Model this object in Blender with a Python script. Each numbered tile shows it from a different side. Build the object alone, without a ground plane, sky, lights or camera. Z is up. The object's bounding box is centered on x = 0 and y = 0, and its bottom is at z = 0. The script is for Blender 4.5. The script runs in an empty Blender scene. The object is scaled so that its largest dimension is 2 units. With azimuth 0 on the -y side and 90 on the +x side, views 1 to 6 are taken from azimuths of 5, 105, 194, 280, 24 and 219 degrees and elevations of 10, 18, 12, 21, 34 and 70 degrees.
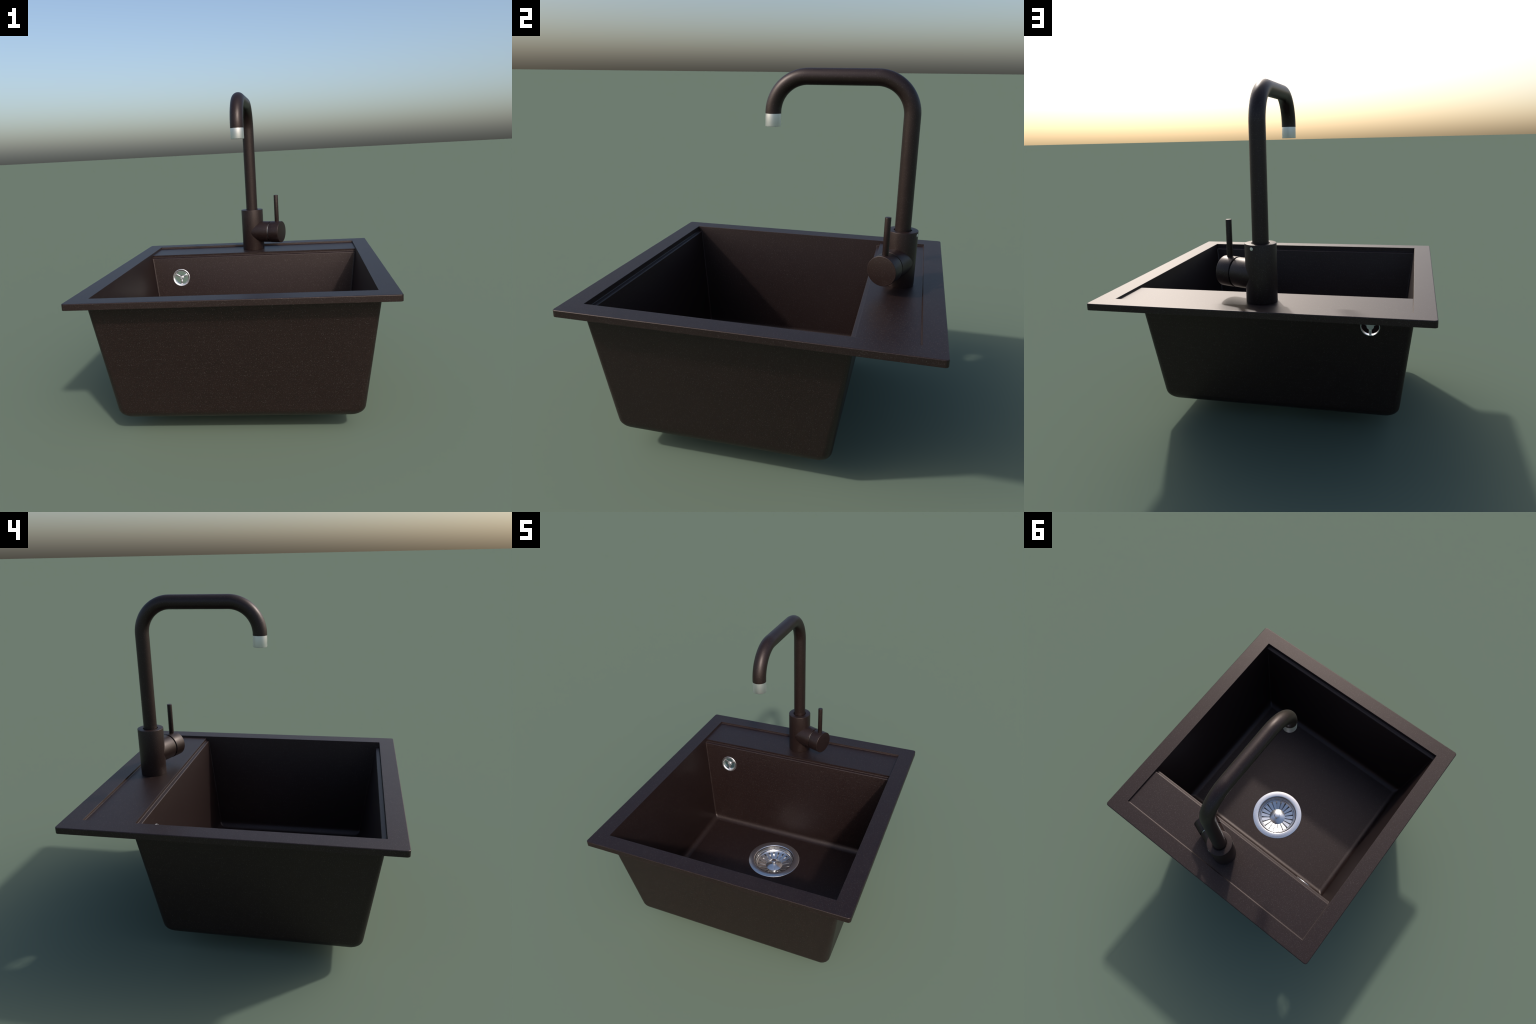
"""Granite-composite kitchen sink with tap ledge, strainer waste, overflow and a swan-neck mixer tap."""
import bpy, bmesh, math
from mathutils import Vector, Matrix

# ------------------------------------------------------------------ dimensions (metres, longest side 2.00)
RIM_X, RIM_Y = 0.8880, 0.9230           # half size of the rim plate
RIM_TOP, RIM_BOTTOM = 0.874, 0.8375
OPEN_X, OPEN_FRONT, OPEN_BACK = 0.7765, -0.8160, 0.8125
WALL_SLOPE_X = 0.123                    # inward taper of the side walls per metre of depth
DECK_Z, STEP_Z, STEP_LOW = 0.8600, 0.8415, 0.8385   # tap ledge, small sloping board-ledge
DECK_FRONT, STEP_BACK, STEP_FRONT = 0.5220, 0.5005, -0.791
FLOOR_Z, UNDER_Z = 0.140, 0.1135
DRAIN = Vector((0.0, 0.0917, 0.0))
OVERFLOW = Vector((-0.552, 0.4822, 0.6885))
TAP_Y = 0.678
TUBE_R = 0.0430

coll = bpy.context.scene.collection


# ------------------------------------------------------------------ materials
def node_material(name):
    m = bpy.data.materials.new(name)
    m.use_nodes = True
    nt = m.node_tree
    return m, nt, nt.nodes["Principled BSDF"]


def granite(name, base, fleck, rough, fleck_cut=(0.63, 0.73)):
    """Dark brown composite: almost black-brown binder with tiny paler mineral grains."""
    m, nt, b = node_material(name)
    N, L = nt.nodes.new, nt.links.new
    tc = N("ShaderNodeTexCoord")
    n1 = N("ShaderNodeTexNoise"); n1.inputs["Scale"].default_value = 290.0
    n1.inputs["Detail"].default_value = 1.0
    L(tc.outputs["Object"], n1.inputs["Vector"])
    r1 = N("ShaderNodeValToRGB")
    r1.color_ramp.elements[0].position = fleck_cut[0]; r1.color_ramp.elements[0].color = (0, 0, 0, 1)
    r1.color_ramp.elements[1].position = fleck_cut[1]; r1.color_ramp.elements[1].color = (1, 1, 1, 1)
    L(n1.outputs["Fac"], r1.inputs["Fac"])
    n2 = N("ShaderNodeTexNoise"); n2.inputs["Scale"].default_value = 75.0
    n2.inputs["Detail"].default_value = 3.0
    L(tc.outputs["Object"], n2.inputs["Vector"])
    mot = N("ShaderNodeMix"); mot.data_type = 'RGBA'
    mot.inputs["A"].default_value = tuple(c * 0.86 for c in base) + (1,)
    mot.inputs["B"].default_value = tuple(c * 1.14 for c in base) + (1,)
    L(n2.outputs["Fac"], mot.inputs["Factor"])
    mx = N("ShaderNodeMix"); mx.data_type = 'RGBA'
    mx.inputs["B"].default_value = tuple(fleck) + (1,)
    L(mot.outputs["Result"], mx.inputs["A"])
    L(r1.outputs["Color"], mx.inputs["Factor"])
    L(mx.outputs["Result"], b.inputs["Base Color"])
    bp = N("ShaderNodeBump"); bp.inputs["Strength"].default_value = 0.10
    bp.inputs["Distance"].default_value = 0.0012
    L(n1.outputs["Fac"], bp.inputs["Height"])
    L(bp.outputs["Normal"], b.inputs["Normal"])
    b.inputs["Roughness"].default_value = rough
    b.inputs["Specular IOR Level"].default_value = 0.50
    b.inputs["Specular Tint"].default_value = (1.0, 0.87, 0.84, 1.0)
    return m


def metal(name, col, rough):
    m, nt, b = node_material(name)
    N, L = nt.nodes.new, nt.links.new
    tc = N("ShaderNodeTexCoord")
    n = N("ShaderNodeTexNoise"); n.inputs["Scale"].default_value = 9.0
    L(tc.outputs["Object"], n.inputs["Vector"])
    mr = N("ShaderNodeMapRange")
    mr.inputs["To Min"].default_value = rough * 0.9; mr.inputs["To Max"].default_value = rough * 1.1
    L(n.outputs["Fac"], mr.inputs["Value"])
    L(mr.outputs["Result"], b.inputs["Roughness"])
    b.inputs["Base Color"].default_value = tuple(col) + (1,)
    b.inputs["Metallic"].default_value = 1.0
    return m


M_SINK = granite("brown_granite", (0.0088, 0.0034, 0.0030), (0.056, 0.047, 0.044), 0.45)
M_TAP = granite("brown_granite_coating", (0.0090, 0.0036, 0.0031), (0.050, 0.042, 0.039), 0.44)
M_STEEL = metal("brushed_steel", (0.82, 0.82, 0.83), 0.22)
M_CHROME = metal("satin_chrome", (0.88, 0.88, 0.88), 0.32)
M_NICKEL = metal("satin_nickel", (0.88, 0.88, 0.89), 0.43)
M_DARK = metal("dark_aerator_mesh", (0.05, 0.05, 0.05), 0.5)


# ------------------------------------------------------------------ mesh helpers
def new_object(name, mesh, mat, parent=None):
    o = bpy.data.objects.new(name, mesh)
    coll.objects.link(o)
    if mat:
        mesh.materials.clear(); mesh.materials.append(mat)
    if parent:
        o.parent = parent
    return o


def smooth(mesh, angle=40):
    for p in mesh.polygons:
        p.use_smooth = True
    mesh.set_sharp_from_angle(angle=math.radians(angle))


def revolve(name, profile, mat, parent, seg=64, axis=None, origin=(0, 0, 0), angle=35, closed=False):
    """Lathe a (radius, height) profile around +z, then turn +z onto `axis` and move to `origin`."""
    bm = bmesh.new()
    rings = []
    for r, h in profile:
        if r < 1e-6:
            rings.append([bm.verts.new((0, 0, h))])
        else:
            rings.append([bm.verts.new((r * math.cos(2 * math.pi * i / seg), r * math.sin(2 * math.pi * i / seg), h))
                          for i in range(seg)])
    pairs = list(zip(rings, rings[1:]))
    if closed:
        pairs.append((rings[-1], rings[0]))
    for a, b in pairs:
        for i in range(seg):
            j = (i + 1) % seg
            if len(a) == 1 and len(b) == 1:
                break
            if len(a) == 1:
                bm.faces.new((a[0], b[j], b[i]))
            elif len(b) == 1:
                bm.faces.new((a[i], a[j], b[0]))
            else:
                bm.faces.new((a[i], a[j], b[j], b[i]))
    bmesh.ops.recalc_face_normals(bm, faces=bm.faces)
    rot = Vector((0, 0, 1)).rotation_difference(Vector(axis)).to_matrix().to_4x4() if axis else Matrix()
    bm.transform(Matrix.Translation(origin) @ rot)
    me = bpy.data.meshes.new(name)
    bm.to_mesh(me); bm.free()
    smooth(me, angle)
    return new_object(name, me, mat, parent)


def arc(cx, cy, r, a0, a1, n):
    return [(cx + r * math.cos(math.radians(a0 + (a1 - a0) * i / n)),
             cy + r * math.sin(math.radians(a0 + (a1 - a0) * i / n))) for i in range(n + 1)]


def rounded_cylinder(r, h0, h1, e, n=4):
    """Solid lathe profile of a cylinder with rounded edges."""
    return ([(0, h0)] + arc(r - e, h0 + e, e, -90, 0, n) + arc(r - e, h1 - e, e, 0, 90, n) + [(0, h1)])


# ------------------------------------------------------------------ sink body: sharp cage -> weighted bevels -> holes
def inner_x(z):
    return OPEN_X - WALL_SLOPE_X * (RIM_TOP - z)


def build_sink_shell():
    bm = bmesh.new()
    bw = bm.edges.layers.float.new("bevel_weight_edge")
    COVE_IN, COVE_OUT = 0.050, 0.078

    def pair(x, y, z):
        return [bm.verts.new((-x, y, z)), bm.verts.new((x, y, z))]

    slope_b, slope_f = 0.126, 0.125
    cz = FLOOR_Z + COVE_IN * 0.97               # inner cove starts here
    oz = UNDER_Z + COVE_OUT * 0.97              # outer fillet starts here

    def lerp(top, low, z):                      # half sizes of the outer wall at height z
        return low + (top - low) * (z - UNDER_Z) / (RIM_BOTTOM - UNDER_Z)
    out_x, out_b, out_f = (0.7985, 0.7070), (0.527, 0.431), (-0.8140, -0.7215)

    RFt, RBt = pair(RIM_X, -RIM_Y, RIM_TOP), pair(RIM_X, RIM_Y, RIM_TOP)
    RFb, RBb = pair(RIM_X, -RIM_Y, RIM_BOTTOM), pair(RIM_X, RIM_Y, RIM_BOTTOM)
    OF, OB = pair(inner_x(RIM_TOP), OPEN_FRONT, RIM_TOP), pair(inner_x(RIM_TOP), OPEN_BACK, RIM_TOP)
    B1, B2 = pair(inner_x(DECK_Z), OPEN_BACK - .002, DECK_Z), pair(inner_x(DECK_Z), DECK_FRONT, DECK_Z)
    B3, B4 = pair(inner_x(STEP_Z), DECK_FRONT, STEP_Z), pair(inner_x(STEP_LOW), STEP_BACK, STEP_LOW)
    F1, F2 = pair(inner_x(STEP_Z), OPEN_FRONT + .001, STEP_Z), pair(inner_x(STEP_LOW), STEP_FRONT, STEP_LOW)
    GB = pair(inner_x(cz), STEP_BACK - slope_b * (STEP_LOW - cz), cz)
    GF = pair(inner_x(cz), STEP_FRONT + slope_f * (STEP_LOW - cz), cz)
    UB, UF = pair(out_x[0], out_b[0], RIM_BOTTOM), pair(out_x[0], out_f[0], RIM_BOTTOM)
    VB = pair(lerp(*out_x, oz), lerp(*out_b, oz), oz)
    VF = pair(lerp(*out_x, oz), lerp(*out_f, oz), oz)

    def quad(a, b):      # strip between two left/right pairs
        bm.faces.new((a[0], a[1], b[1], b[0]))
    for a, b in ((RFt, RFb), (RBt, RBb), (RFt, OF), (RBt, OB), (OB, B1), (B1, B2), (B2, B3), (B3, B4),
                 (B4, GB), (GF, F2), (F2, F1), (F1, OF), (RFb, UF), (RBb, UB), (UB, VB), (UF, VF)):
        quad(a, b)
    for s in (0, 1):
        bm.faces.new((RFt[s], RBt[s], RBb[s], RFb[s]))
        bm.faces.new((RFt[s], OF[s], OB[s], RBt[s]))
        bm.faces.new([p[s] for p in (OF, OB, B1, B2, B3, B4, GB, GF, F2, F1)])
        bm.faces.new((RFb[s], RBb[s], UB[s], UF[s]))
        bm.faces.new((UB[s], VB[s], VF[s], UF[s]))
    bmesh.ops.recalc_face_normals(bm, faces=bm.faces)
    W = 0.1     # bevel weight 1.0 == this width

    def setw(p, q, width):
        for a in range(2):
            for b in range(2):
                e = bm.edges.get((p[a], q[b]))
                if e:
                    e[bw] = width / W

    def setx(p, width):
        bm.edges.get((p[0], p[1]))[bw] = width / W

    # small edge roundings, made later by the Bevel modifier
    for p in (RFt, RBt): setx(p, 0.0045)
    setw(RFt, RBt, 0.0045)
    for p in (RFb, RBb): setx(p, 0.0020)
    setw(RFb, RBb, 0.0020)
    for p in (OF, OB): setx(p, 0.003)
    setw(OF, OB, 0.0012)
    setx(B1, 0.006); setx(B2, 0.006); setx(B3, 0.004); setx(B4, 0.005)
    setw(B1, B2, 0.0025); setw(B3, B4, 0.003); setw(F1, F2, 0.003)
    setx(F1, 0.004); setx(F2, 0.005)

    # first pass: upright corners (plan rounding) of the rim, the outer wall and the bowl
    for group, r, n in ((((RFt, RFb), (RBt, RBb)), 0.018, 5), (((UB, VB), (UF, VF)), 0.020, 8), (((B4, GB), (F2, GF)), 0.012, 4)):
        es = []
        for p, q in group:
            es += [bm.edges.get((p[k], q[k])) for k in (0, 1)]
        bmesh.ops.bevel(bm, geom=es, offset=r, offset_type='OFFSET', segments=n, profile=0.5, affect='EDGES',
                        clamp_overlap=False)
    # the new corner arcs of the rim get the same small rounding; flat fan edges get none
    bm.normal_update()
    for e in bm.edges:
        a, b = e.verts
        corner = all(abs(v.co.x) > RIM_X - 0.03 and abs(v.co.y) > RIM_Y - 0.03 for v in e.verts)
        if corner and abs(a.co.z - b.co.z) < 1e-5:
            crease = len(e.link_faces) == 2 and e.link_faces[0].normal.dot(e.link_faces[1].normal) < 0.9
            e[bw] = (0.0045 if a.co.z > RIM_TOP - 1e-4 else 0.0020) / W if crease else 0.0

    # second pass: run the coves down from the open bottom loops and close floor and underside
    def close_bottom(z_start, z_floor, r, sharp_x, sharp_b, sharp_f, lean, n, widen=1.0):
        loop_e = [e for e in bm.edges if len(e.link_faces) == 1 and all(abs(v.co.z - z_start) < 1e-4 for v in e.verts)]
        nxt = {}
        for e in loop_e:
            for v in e.verts:
                nxt.setdefault(v, []).append(e.other_vert(v))
        first = loop_e[0].verts[0]
        ring, prev = [first], None
        while True:
            c = [v for v in nxt[ring[-1]] if v is not prev]
            prev = ring[-1]
            if c[0] is first or len(ring) > 400:
                break
            ring.append(c[0])
        th = math.atan(lean)
        ln = r / math.tan((math.pi / 2 + th) / 2)
        my = 0.5 * (sharp_b + sharp_f)
        # each vertex keeps its offset from the sharp wall corner at the start height
        base = []
        xs = max(abs(v.co.x) for v in ring); yb = max(v.co.y for v in ring); yf = min(v.co.y for v in ring)
        for v in ring:
            base.append((abs(v.co.x) - xs, (v.co.y - yb) if v.co.y > my else (v.co.y - yf), v.co.x > 0, v.co.y > my))
        # the upright corners may grow rounder towards the bottom
        base = [(dx * widen, dy * widen, px, py) for dx, dy, px, py in base]
        for v, (dx, dy, px, py) in zip(ring, base):
            v.co.x = (xs + dx) if px else -(xs + dx)
            v.co.y = (yb + dy) if py else (yf + dy)
        old = ring
        for k in range(1, n + 1):
            a = th + (math.pi / 2 - th) * k / n
            u = ln - r * math.cos(a)             # inset from the sharp floor edge
            z = z_floor + r - r * math.sin(a)
            new = []
            for dx, dy, px, py in base:
                hx = sharp_x - u + dx
                y = (sharp_b - u + dy) if py else (sharp_f + u + dy)
                new.append(bm.verts.new((hx if px else -hx, y, z)))
            for i2 in range(len(old)):
                j2 = (i2 + 1) % len(old)
                bm.faces.new((old[i2], old[j2], new[j2], new[i2]))
            old = new
        bm.faces.new(old)

    close_bottom(cz, FLOOR_Z, COVE_IN, inner_x(FLOOR_Z), STEP_BACK - slope_b * (STEP_LOW - FLOOR_Z),
                 STEP_FRONT + slope_f * (STEP_LOW - FLOOR_Z), 0.122, 8)
    close_bottom(oz, UNDER_Z, COVE_OUT, out_x[1], out_b[1], out_f[1], 0.128, 10, 2.4)
    bmesh.ops.recalc_face_normals(bm, faces=bm.faces)
    me = bpy.data.meshes.new("sink_cage")
    bm.to_mesh(me); bm.free()
    o = new_object("sink_cage", me, None)
    bv = o.modifiers.new("round", 'BEVEL')
    bv.limit_method = 'WEIGHT'; bv.width = W; bv.segments = 4; bv.profile = 0.5
    bv.use_clamp_overlap = False
    bv.miter_outer = 'MITER_SHARP'
    # drain and overflow openings
    cut = []
    cut.append(revolve("drain_cutter", rounded_cylinder(0.152, -0.2, 0.4, 0.002), None, None, 96, None, DRAIN))
    cut.append(revolve("overflow_cutter", rounded_cylinder(0.0545, -0.10, 0.12, 0.002), None, None, 64,
                       (0, -math.cos(math.atan(.122)), math.sin(math.atan(.122))), OVERFLOW))
    for c in cut:
        b = o.modifiers.new("hole", 'BOOLEAN')
        b.operation = 'DIFFERENCE'; b.solver = 'EXACT'; b.object = c
    return o, cut


def split_sink(cage, cutters, parent):
    """Apply modifiers, take one set of normals, and divide the shell into rim, tap ledge and bowl."""
    dg = bpy.context.evaluated_depsgraph_get()
    whole = bpy.data.meshes.new_from_object(cage.evaluated_get(dg))
    for o in cutters + [cage]:
        bpy.data.objects.remove(o)
    smooth(whole, 42)
    tmp = new_object("sink_whole", whole, M_SINK)
    wn = tmp.modifiers.new("wn", 'WEIGHTED_NORMAL'); wn.keep_sharp = True; wn.weight = 100
    dg = bpy.context.evaluated_depsgraph_get()
    ev = bpy.data.meshes.new_from_object(tmp.evaluated_get(dg))
    bpy.data.objects.remove(tmp)
    normals = [n.vector.copy() for n in ev.corner_normals]

    def region(p):
        c = p.center
        if abs(c.x) < OPEN_X - .001 and OPEN_FRONT + .001 < c.y < OPEN_BACK - .001 and c.z > 0.12:
            if c.y > STEP_BACK - 0.002 and c.z > STEP_LOW - 0.004 and p.normal.length and abs(p.normal.x) < 0.6:
                return "tap_ledge"
            return "bowl"
        if c.z > RIM_BOTTOM - 0.001:
            return "rim"
        return "bowl"
    groups = {"rim": [], "tap_ledge": [], "bowl": []}
    for p in ev.polygons:
        groups[region(p)].append(p)
    out = []
    for name, polys in groups.items():
        remap, verts, faces, nrm = {}, [], [], []
        for p in polys:
            f = []
            for li in p.loop_indices:
                vi = ev.loops[li].vertex_index
                if vi not in remap:
                    remap[vi] = len(verts); verts.append(ev.vertices[vi].co.copy())
                f.append(remap[vi]); nrm.append(normals[li])
            faces.append(f)
        me = bpy.data.meshes.new(name)
        me.from_pydata(verts, [], faces)
        for p in me.polygons:
            p.use_smooth = True
        me.normals_split_custom_set(nrm)
        out.append(new_object(name, me, M_SINK, parent))
    return out


root = bpy.data.objects.new("kitchen_sink", None)
coll.objects.link(root)
root["label"] = "dark brown granite single bowl kitchen sink with matching mixer tap"
root["category"] = "kitchen sink"

cage, cutters = build_sink_shell()
split_sink(cage, cutters, root)


# ------------------------------------------------------------------ strainer waste
waste = revolve("drain_waste", [
    (0.203, 0.1385), (0.2036, 0.1398), (0.2034, 0.1412), (0.2022, 0.1424), (0.2000, 0.1429), (0.180, 0.1438), (0.164, 0.1445), (0.1590, 0.1437),
    (0.1560, 0.1410), (0.1545, 0.1340), (0.1520, 0.1150), (0.1500, 0.1050), (0.1465, 0.1010), (0.1440, 0.0985),
    (0.1430, 0.0900), (0.1410, 0.0750), (0.1320, 0.0620), (0.1150, 0.0520), (0.0, 0.0420),
    (0.0, 0.0), (0.0480, 0.0), (0.0500, 0.0020), (0.0500, 0.0420), (0.1170, 0.0470), (0.1370, 0.0570), (0.1485, 0.0740), (0.1510, 0.1150), (0.1510, 0.1370)],
    M_STEEL, root, 96, None, DRAIN, closed=True)


def build_basket():
    """Slotted strainer plate: twenty flat tapering bars between the outer bead and the conical hub."""
    bars, slot_ang, tilt = 20, math.radians(5.0), math.radians(4.5)
    pitch = 2 * math.pi / bars
    bm = bmesh.new()
    for s in range(bars):
        a0 = tilt + s * pitch + slot_ang / 2
        a1 = tilt + (s + 1) * pitch - slot_ang / 2
        top, low = [], []
        for r, z, a in ((0.1335, 0.0985, a0), (0.1335, 0.0985, a1), (0.0640, 0.0775, a1), (0.0640, 0.0775, a0)):
            top.append(bm.verts.new((r * math.cos(a), r * math.sin(a), z)))
            low.append(bm.verts.new((r * math.cos(a), r * math.sin(a), z - 0.005)))
        bm.faces.new(top); bm.faces.new(low[::-1])
        for k in range(4):
            m = (k + 1) % 4
            bm.faces.new((top[k], low[k], low[m], top[m]))
    bmesh.ops.recalc_face_normals(bm, faces=bm.faces)
    bm.transform(Matrix.Translation(DRAIN))
    me = bpy.data.meshes.new("strainer_bars")
    bm.to_mesh(me); bm.free()
    o = new_object("strainer_bars", me, M_STEEL, waste)
    o["kind"] = "stuff"
    revolve("strainer_bead", [(0.1310, 0.0920), (0.1310, 0.0985), (0.1325, 0.1000), (0.1350, 0.1015), (0.1380, 0.1025), (0.1410, 0.1015), (0.1425, 0.0985),
                              (0.1425, 0.0920)], M_STEEL, waste, 96, None, DRAIN, closed=True)
    revolve("strainer_hub", [(0, 0.0700), (0.0650, 0.0720), (0.0665, 0.0770), (0.0655, 0.0790), (0.0600, 0.0815), (0.0450, 0.0870),
                             (0.0300, 0.0915), (0.0200, 0.0945), (0.0150, 0.0975), (0, 0.0985)], M_STEEL, waste, 64, None, DRAIN)


build_basket()
revolve("strainer_knob", [(0, 0.092), (0.0135, 0.096), (0.0125, 0.104), (0.0125, 0.110), (0.0150, 0.1130), (0.0200, 0.1160)]
        + arc(0.0180, 0.1225, 0.0025, 0, 90, 3) + [(0, 0.1258)], M_STEEL, waste, 40, None, DRAIN)

# ------------------------------------------------------------------ overflow
OV_AXIS = Vector((0, -math.cos(math.atan(.122)), math.sin(math.atan(.122))))   # faces into the bowl
overflow = revolve("overflow_ring", [
    (0.0522, -0.024), (0.0530, -0.002), (0.0530, 0.000), (0.0655, 0.000), (0.0662, 0.0015), (0.0660, 0.0035), (0.0648, 0.0050),
    (0.0630, 0.0056), (0.0605, 0.0053), (0.0560, 0.0040), (0.0525, 0.0022), (0.0500, -0.0010), (0.0490, -0.0060), (0.0485, -0.024)],
    M_CHROME, root, 64, OV_AXIS, OVERFLOW, closed=True)
revolve("overflow_hub", [(0, -0.016), (0.0195, -0.016), (0.0200, -0.014), (0.0185, -0.010), (0.0130, -0.004), (0.0115, -0.001)]
        + arc(0.0090, -0.001, 0.0025, 0, 90, 3) + [(0.0045, 0.0012), (0.0040, -0.001), (0, -0.001)],
        M_CHROME, overflow, 32, OV_AXIS, OVERFLOW)


def spoke_mesh():
    bm = bmesh.new()
    bmesh.ops.create_cube(bm, size=1.0)
    bmesh.ops.scale(bm, vec=(0.0390, 0.0145, 0.0060), verts=bm.verts)
    bmesh.ops.translate(bm, vec=(0.0300, 0, -0.0125), verts=bm.verts)
    bmesh.ops.bevel(bm, geom=list(bm.edges), offset=0.0012, segments=2, affect='EDGES', profile=0.5)
    me = bpy.data.meshes.new("overflow_spoke")
    bm.to_mesh(me); bm.free()
    smooth(me, 35)
    me.materials.append(M_CHROME)
    return me


sm = spoke_mesh()
zx = Vector((1, 0, 0)); zz = OV_AXIS; zy = zz.cross(zx)
frame = Matrix((zx, zy, zz)).transposed().to_4x4()
for deg in (30, 150, 270):
    o = bpy.data.objects.new("overflow_spoke", sm)
    coll.objects.link(o)
    o.parent = overflow
    o.matrix_world = Matrix.Translation(OVERFLOW) @ frame @ Matrix.Rotation(math.radians(deg), 4, 'Z')

# ------------------------------------------------------------------ mixer tap
tap = bpy.data.objects.new("mixer_tap", None)
coll.objects.link(tap)
tap.parent = root

body = revolve("tap_body", [(0, DECK_Z + .0005), (0.0815, DECK_Z + .0005), (0.0825, DECK_Z + .004)]
               + arc(0.0805, 1.1675, 0.0025, 0, 90, 3) + [(0.0495, 1.170), (0.0480, 1.1685), (0.0480, 1.158), (0, 1.158)],
               M_TAP, tap, 72, None, (0, TAP_Y, 0))


def build_spout():
    """Round tube: upright, 90 degree bend, level run, 90 degree bend down to the nozzle."""
    R, zc, y_tip = 0.187, 2.0 - TUBE_R, -0.055
    y_col = TAP_Y - 0.0005
    path = [((y_col, 1.150), (0, 1)), ((y_col, zc - R), (0, 1))]
    for i in range(1, 25):
        a = math.pi / 2 * i / 24
        path.append(((y_col - R + R * math.cos(a), zc - R + R * math.sin(a)), (-math.sin(a), math.cos(a))))
    for i in range(0, 25):
        a = math.pi / 2 + math.pi / 2 * i / 24
        path.append(((y_tip + R + R * math.cos(a), zc - R + R * math.sin(a)), (-math.sin(a), math.cos(a))))
    path.append(((y_tip, 1.7640), (0, -1)))
    bm = bmesh.new()
    seg, rings = 48, []
    for (y, z), (ty, tz) in path:
        n = Vector((0, -tz, ty))
        rings.append([bm.verts.new(Vector((0, y, z)) + TUBE_R * (math.cos(2 * math.pi * i / seg) * Vector((1, 0, 0))
                                                                 + math.sin(2 * math.pi * i / seg) * n)) for i in range(seg)])
    for a, b in zip(rings, rings[1:]):
        for i in range(seg):
            j = (i + 1) % seg
            bm.faces.new((a[i], a[j], b[j], b[i]))
    bm.faces.new(rings[0]); bm.faces.new(rings[-1])
    bmesh.ops.recalc_face_normals(bm, faces=bm.faces)
    me = bpy.data.meshes.new("spout")
    bm.to_mesh(me); bm.free()
    smooth(me, 40)
    return new_object("spout", me, M_TAP, tap)


spout = build_spout()
nozzle = revolve("nozzle", [(0.0, 1.7655), (0.0405, 1.7655), (0.0423, 1.7635), (0.0423, 1.6985)] +
                 [(0.0415, 1.6965), (0.0395, 1.6958), (0.0375, 1.6970), (0.0370, 1.7040), (0.0, 1.7040)],
                 M_NICKEL, spout, 64, None, (0, -0.055, 0))
revolve("aerator", [(0, 1.7030), (0.0365, 1.7030), (0.0365, 1.7010), (0.030, 1.7000), (0, 1.7000)], M_DARK, nozzle, 40, None, (0, -0.055, 0))

# side handle: neck fixed to the body, thin bright ring in the gap, turning knob with an upright lever
HA = math.radians(21)
H_AXIS = Vector((math.cos(HA), -math.sin(HA), 0))
H_ORG = Vector((0, TAP_Y, 0.998))
revolve("handle_neck", [(0, 0.02)] + [(0.0800, 0.02)] + arc(0.0785, 0.1495, 0.0015, 0, 90, 3) + [(0, 0.151)],
        M_TAP, tap, 72, H_AXIS, H_ORG)
revolve("handle_gap_ring", [(0, 0.149), (0.0705, 0.149), (0.0705, 0.161), (0, 0.161)], M_CHROME, tap, 64, H_AXIS, H_ORG)
knob = revolve("handle_knob", rounded_cylinder(0.0815, 0.159, 0.243, 0.003, 4), M_TAP, tap, 72, H_AXIS, H_ORG)
lever_at = H_ORG + H_AXIS * 0.207
revolve("lever", rounded_cylinder(0.0162, 0.06, 1.280 - 0.998, 0.0018, 3), M_TAP, knob, 32, None, lever_at)

# small screw cap on the back of the body
dv = Vector((0.0275, 0.0785, 0)).normalized()
revolve("screw_cap", [(0, -0.004), (0.0088, -0.004), (0.0088, 0.0006), (0.0080, 0.0012), (0, 0.0014)], M_CHROME, body, 24, dv,
        Vector((0, TAP_Y, 1.1505)) + dv * 0.0824)
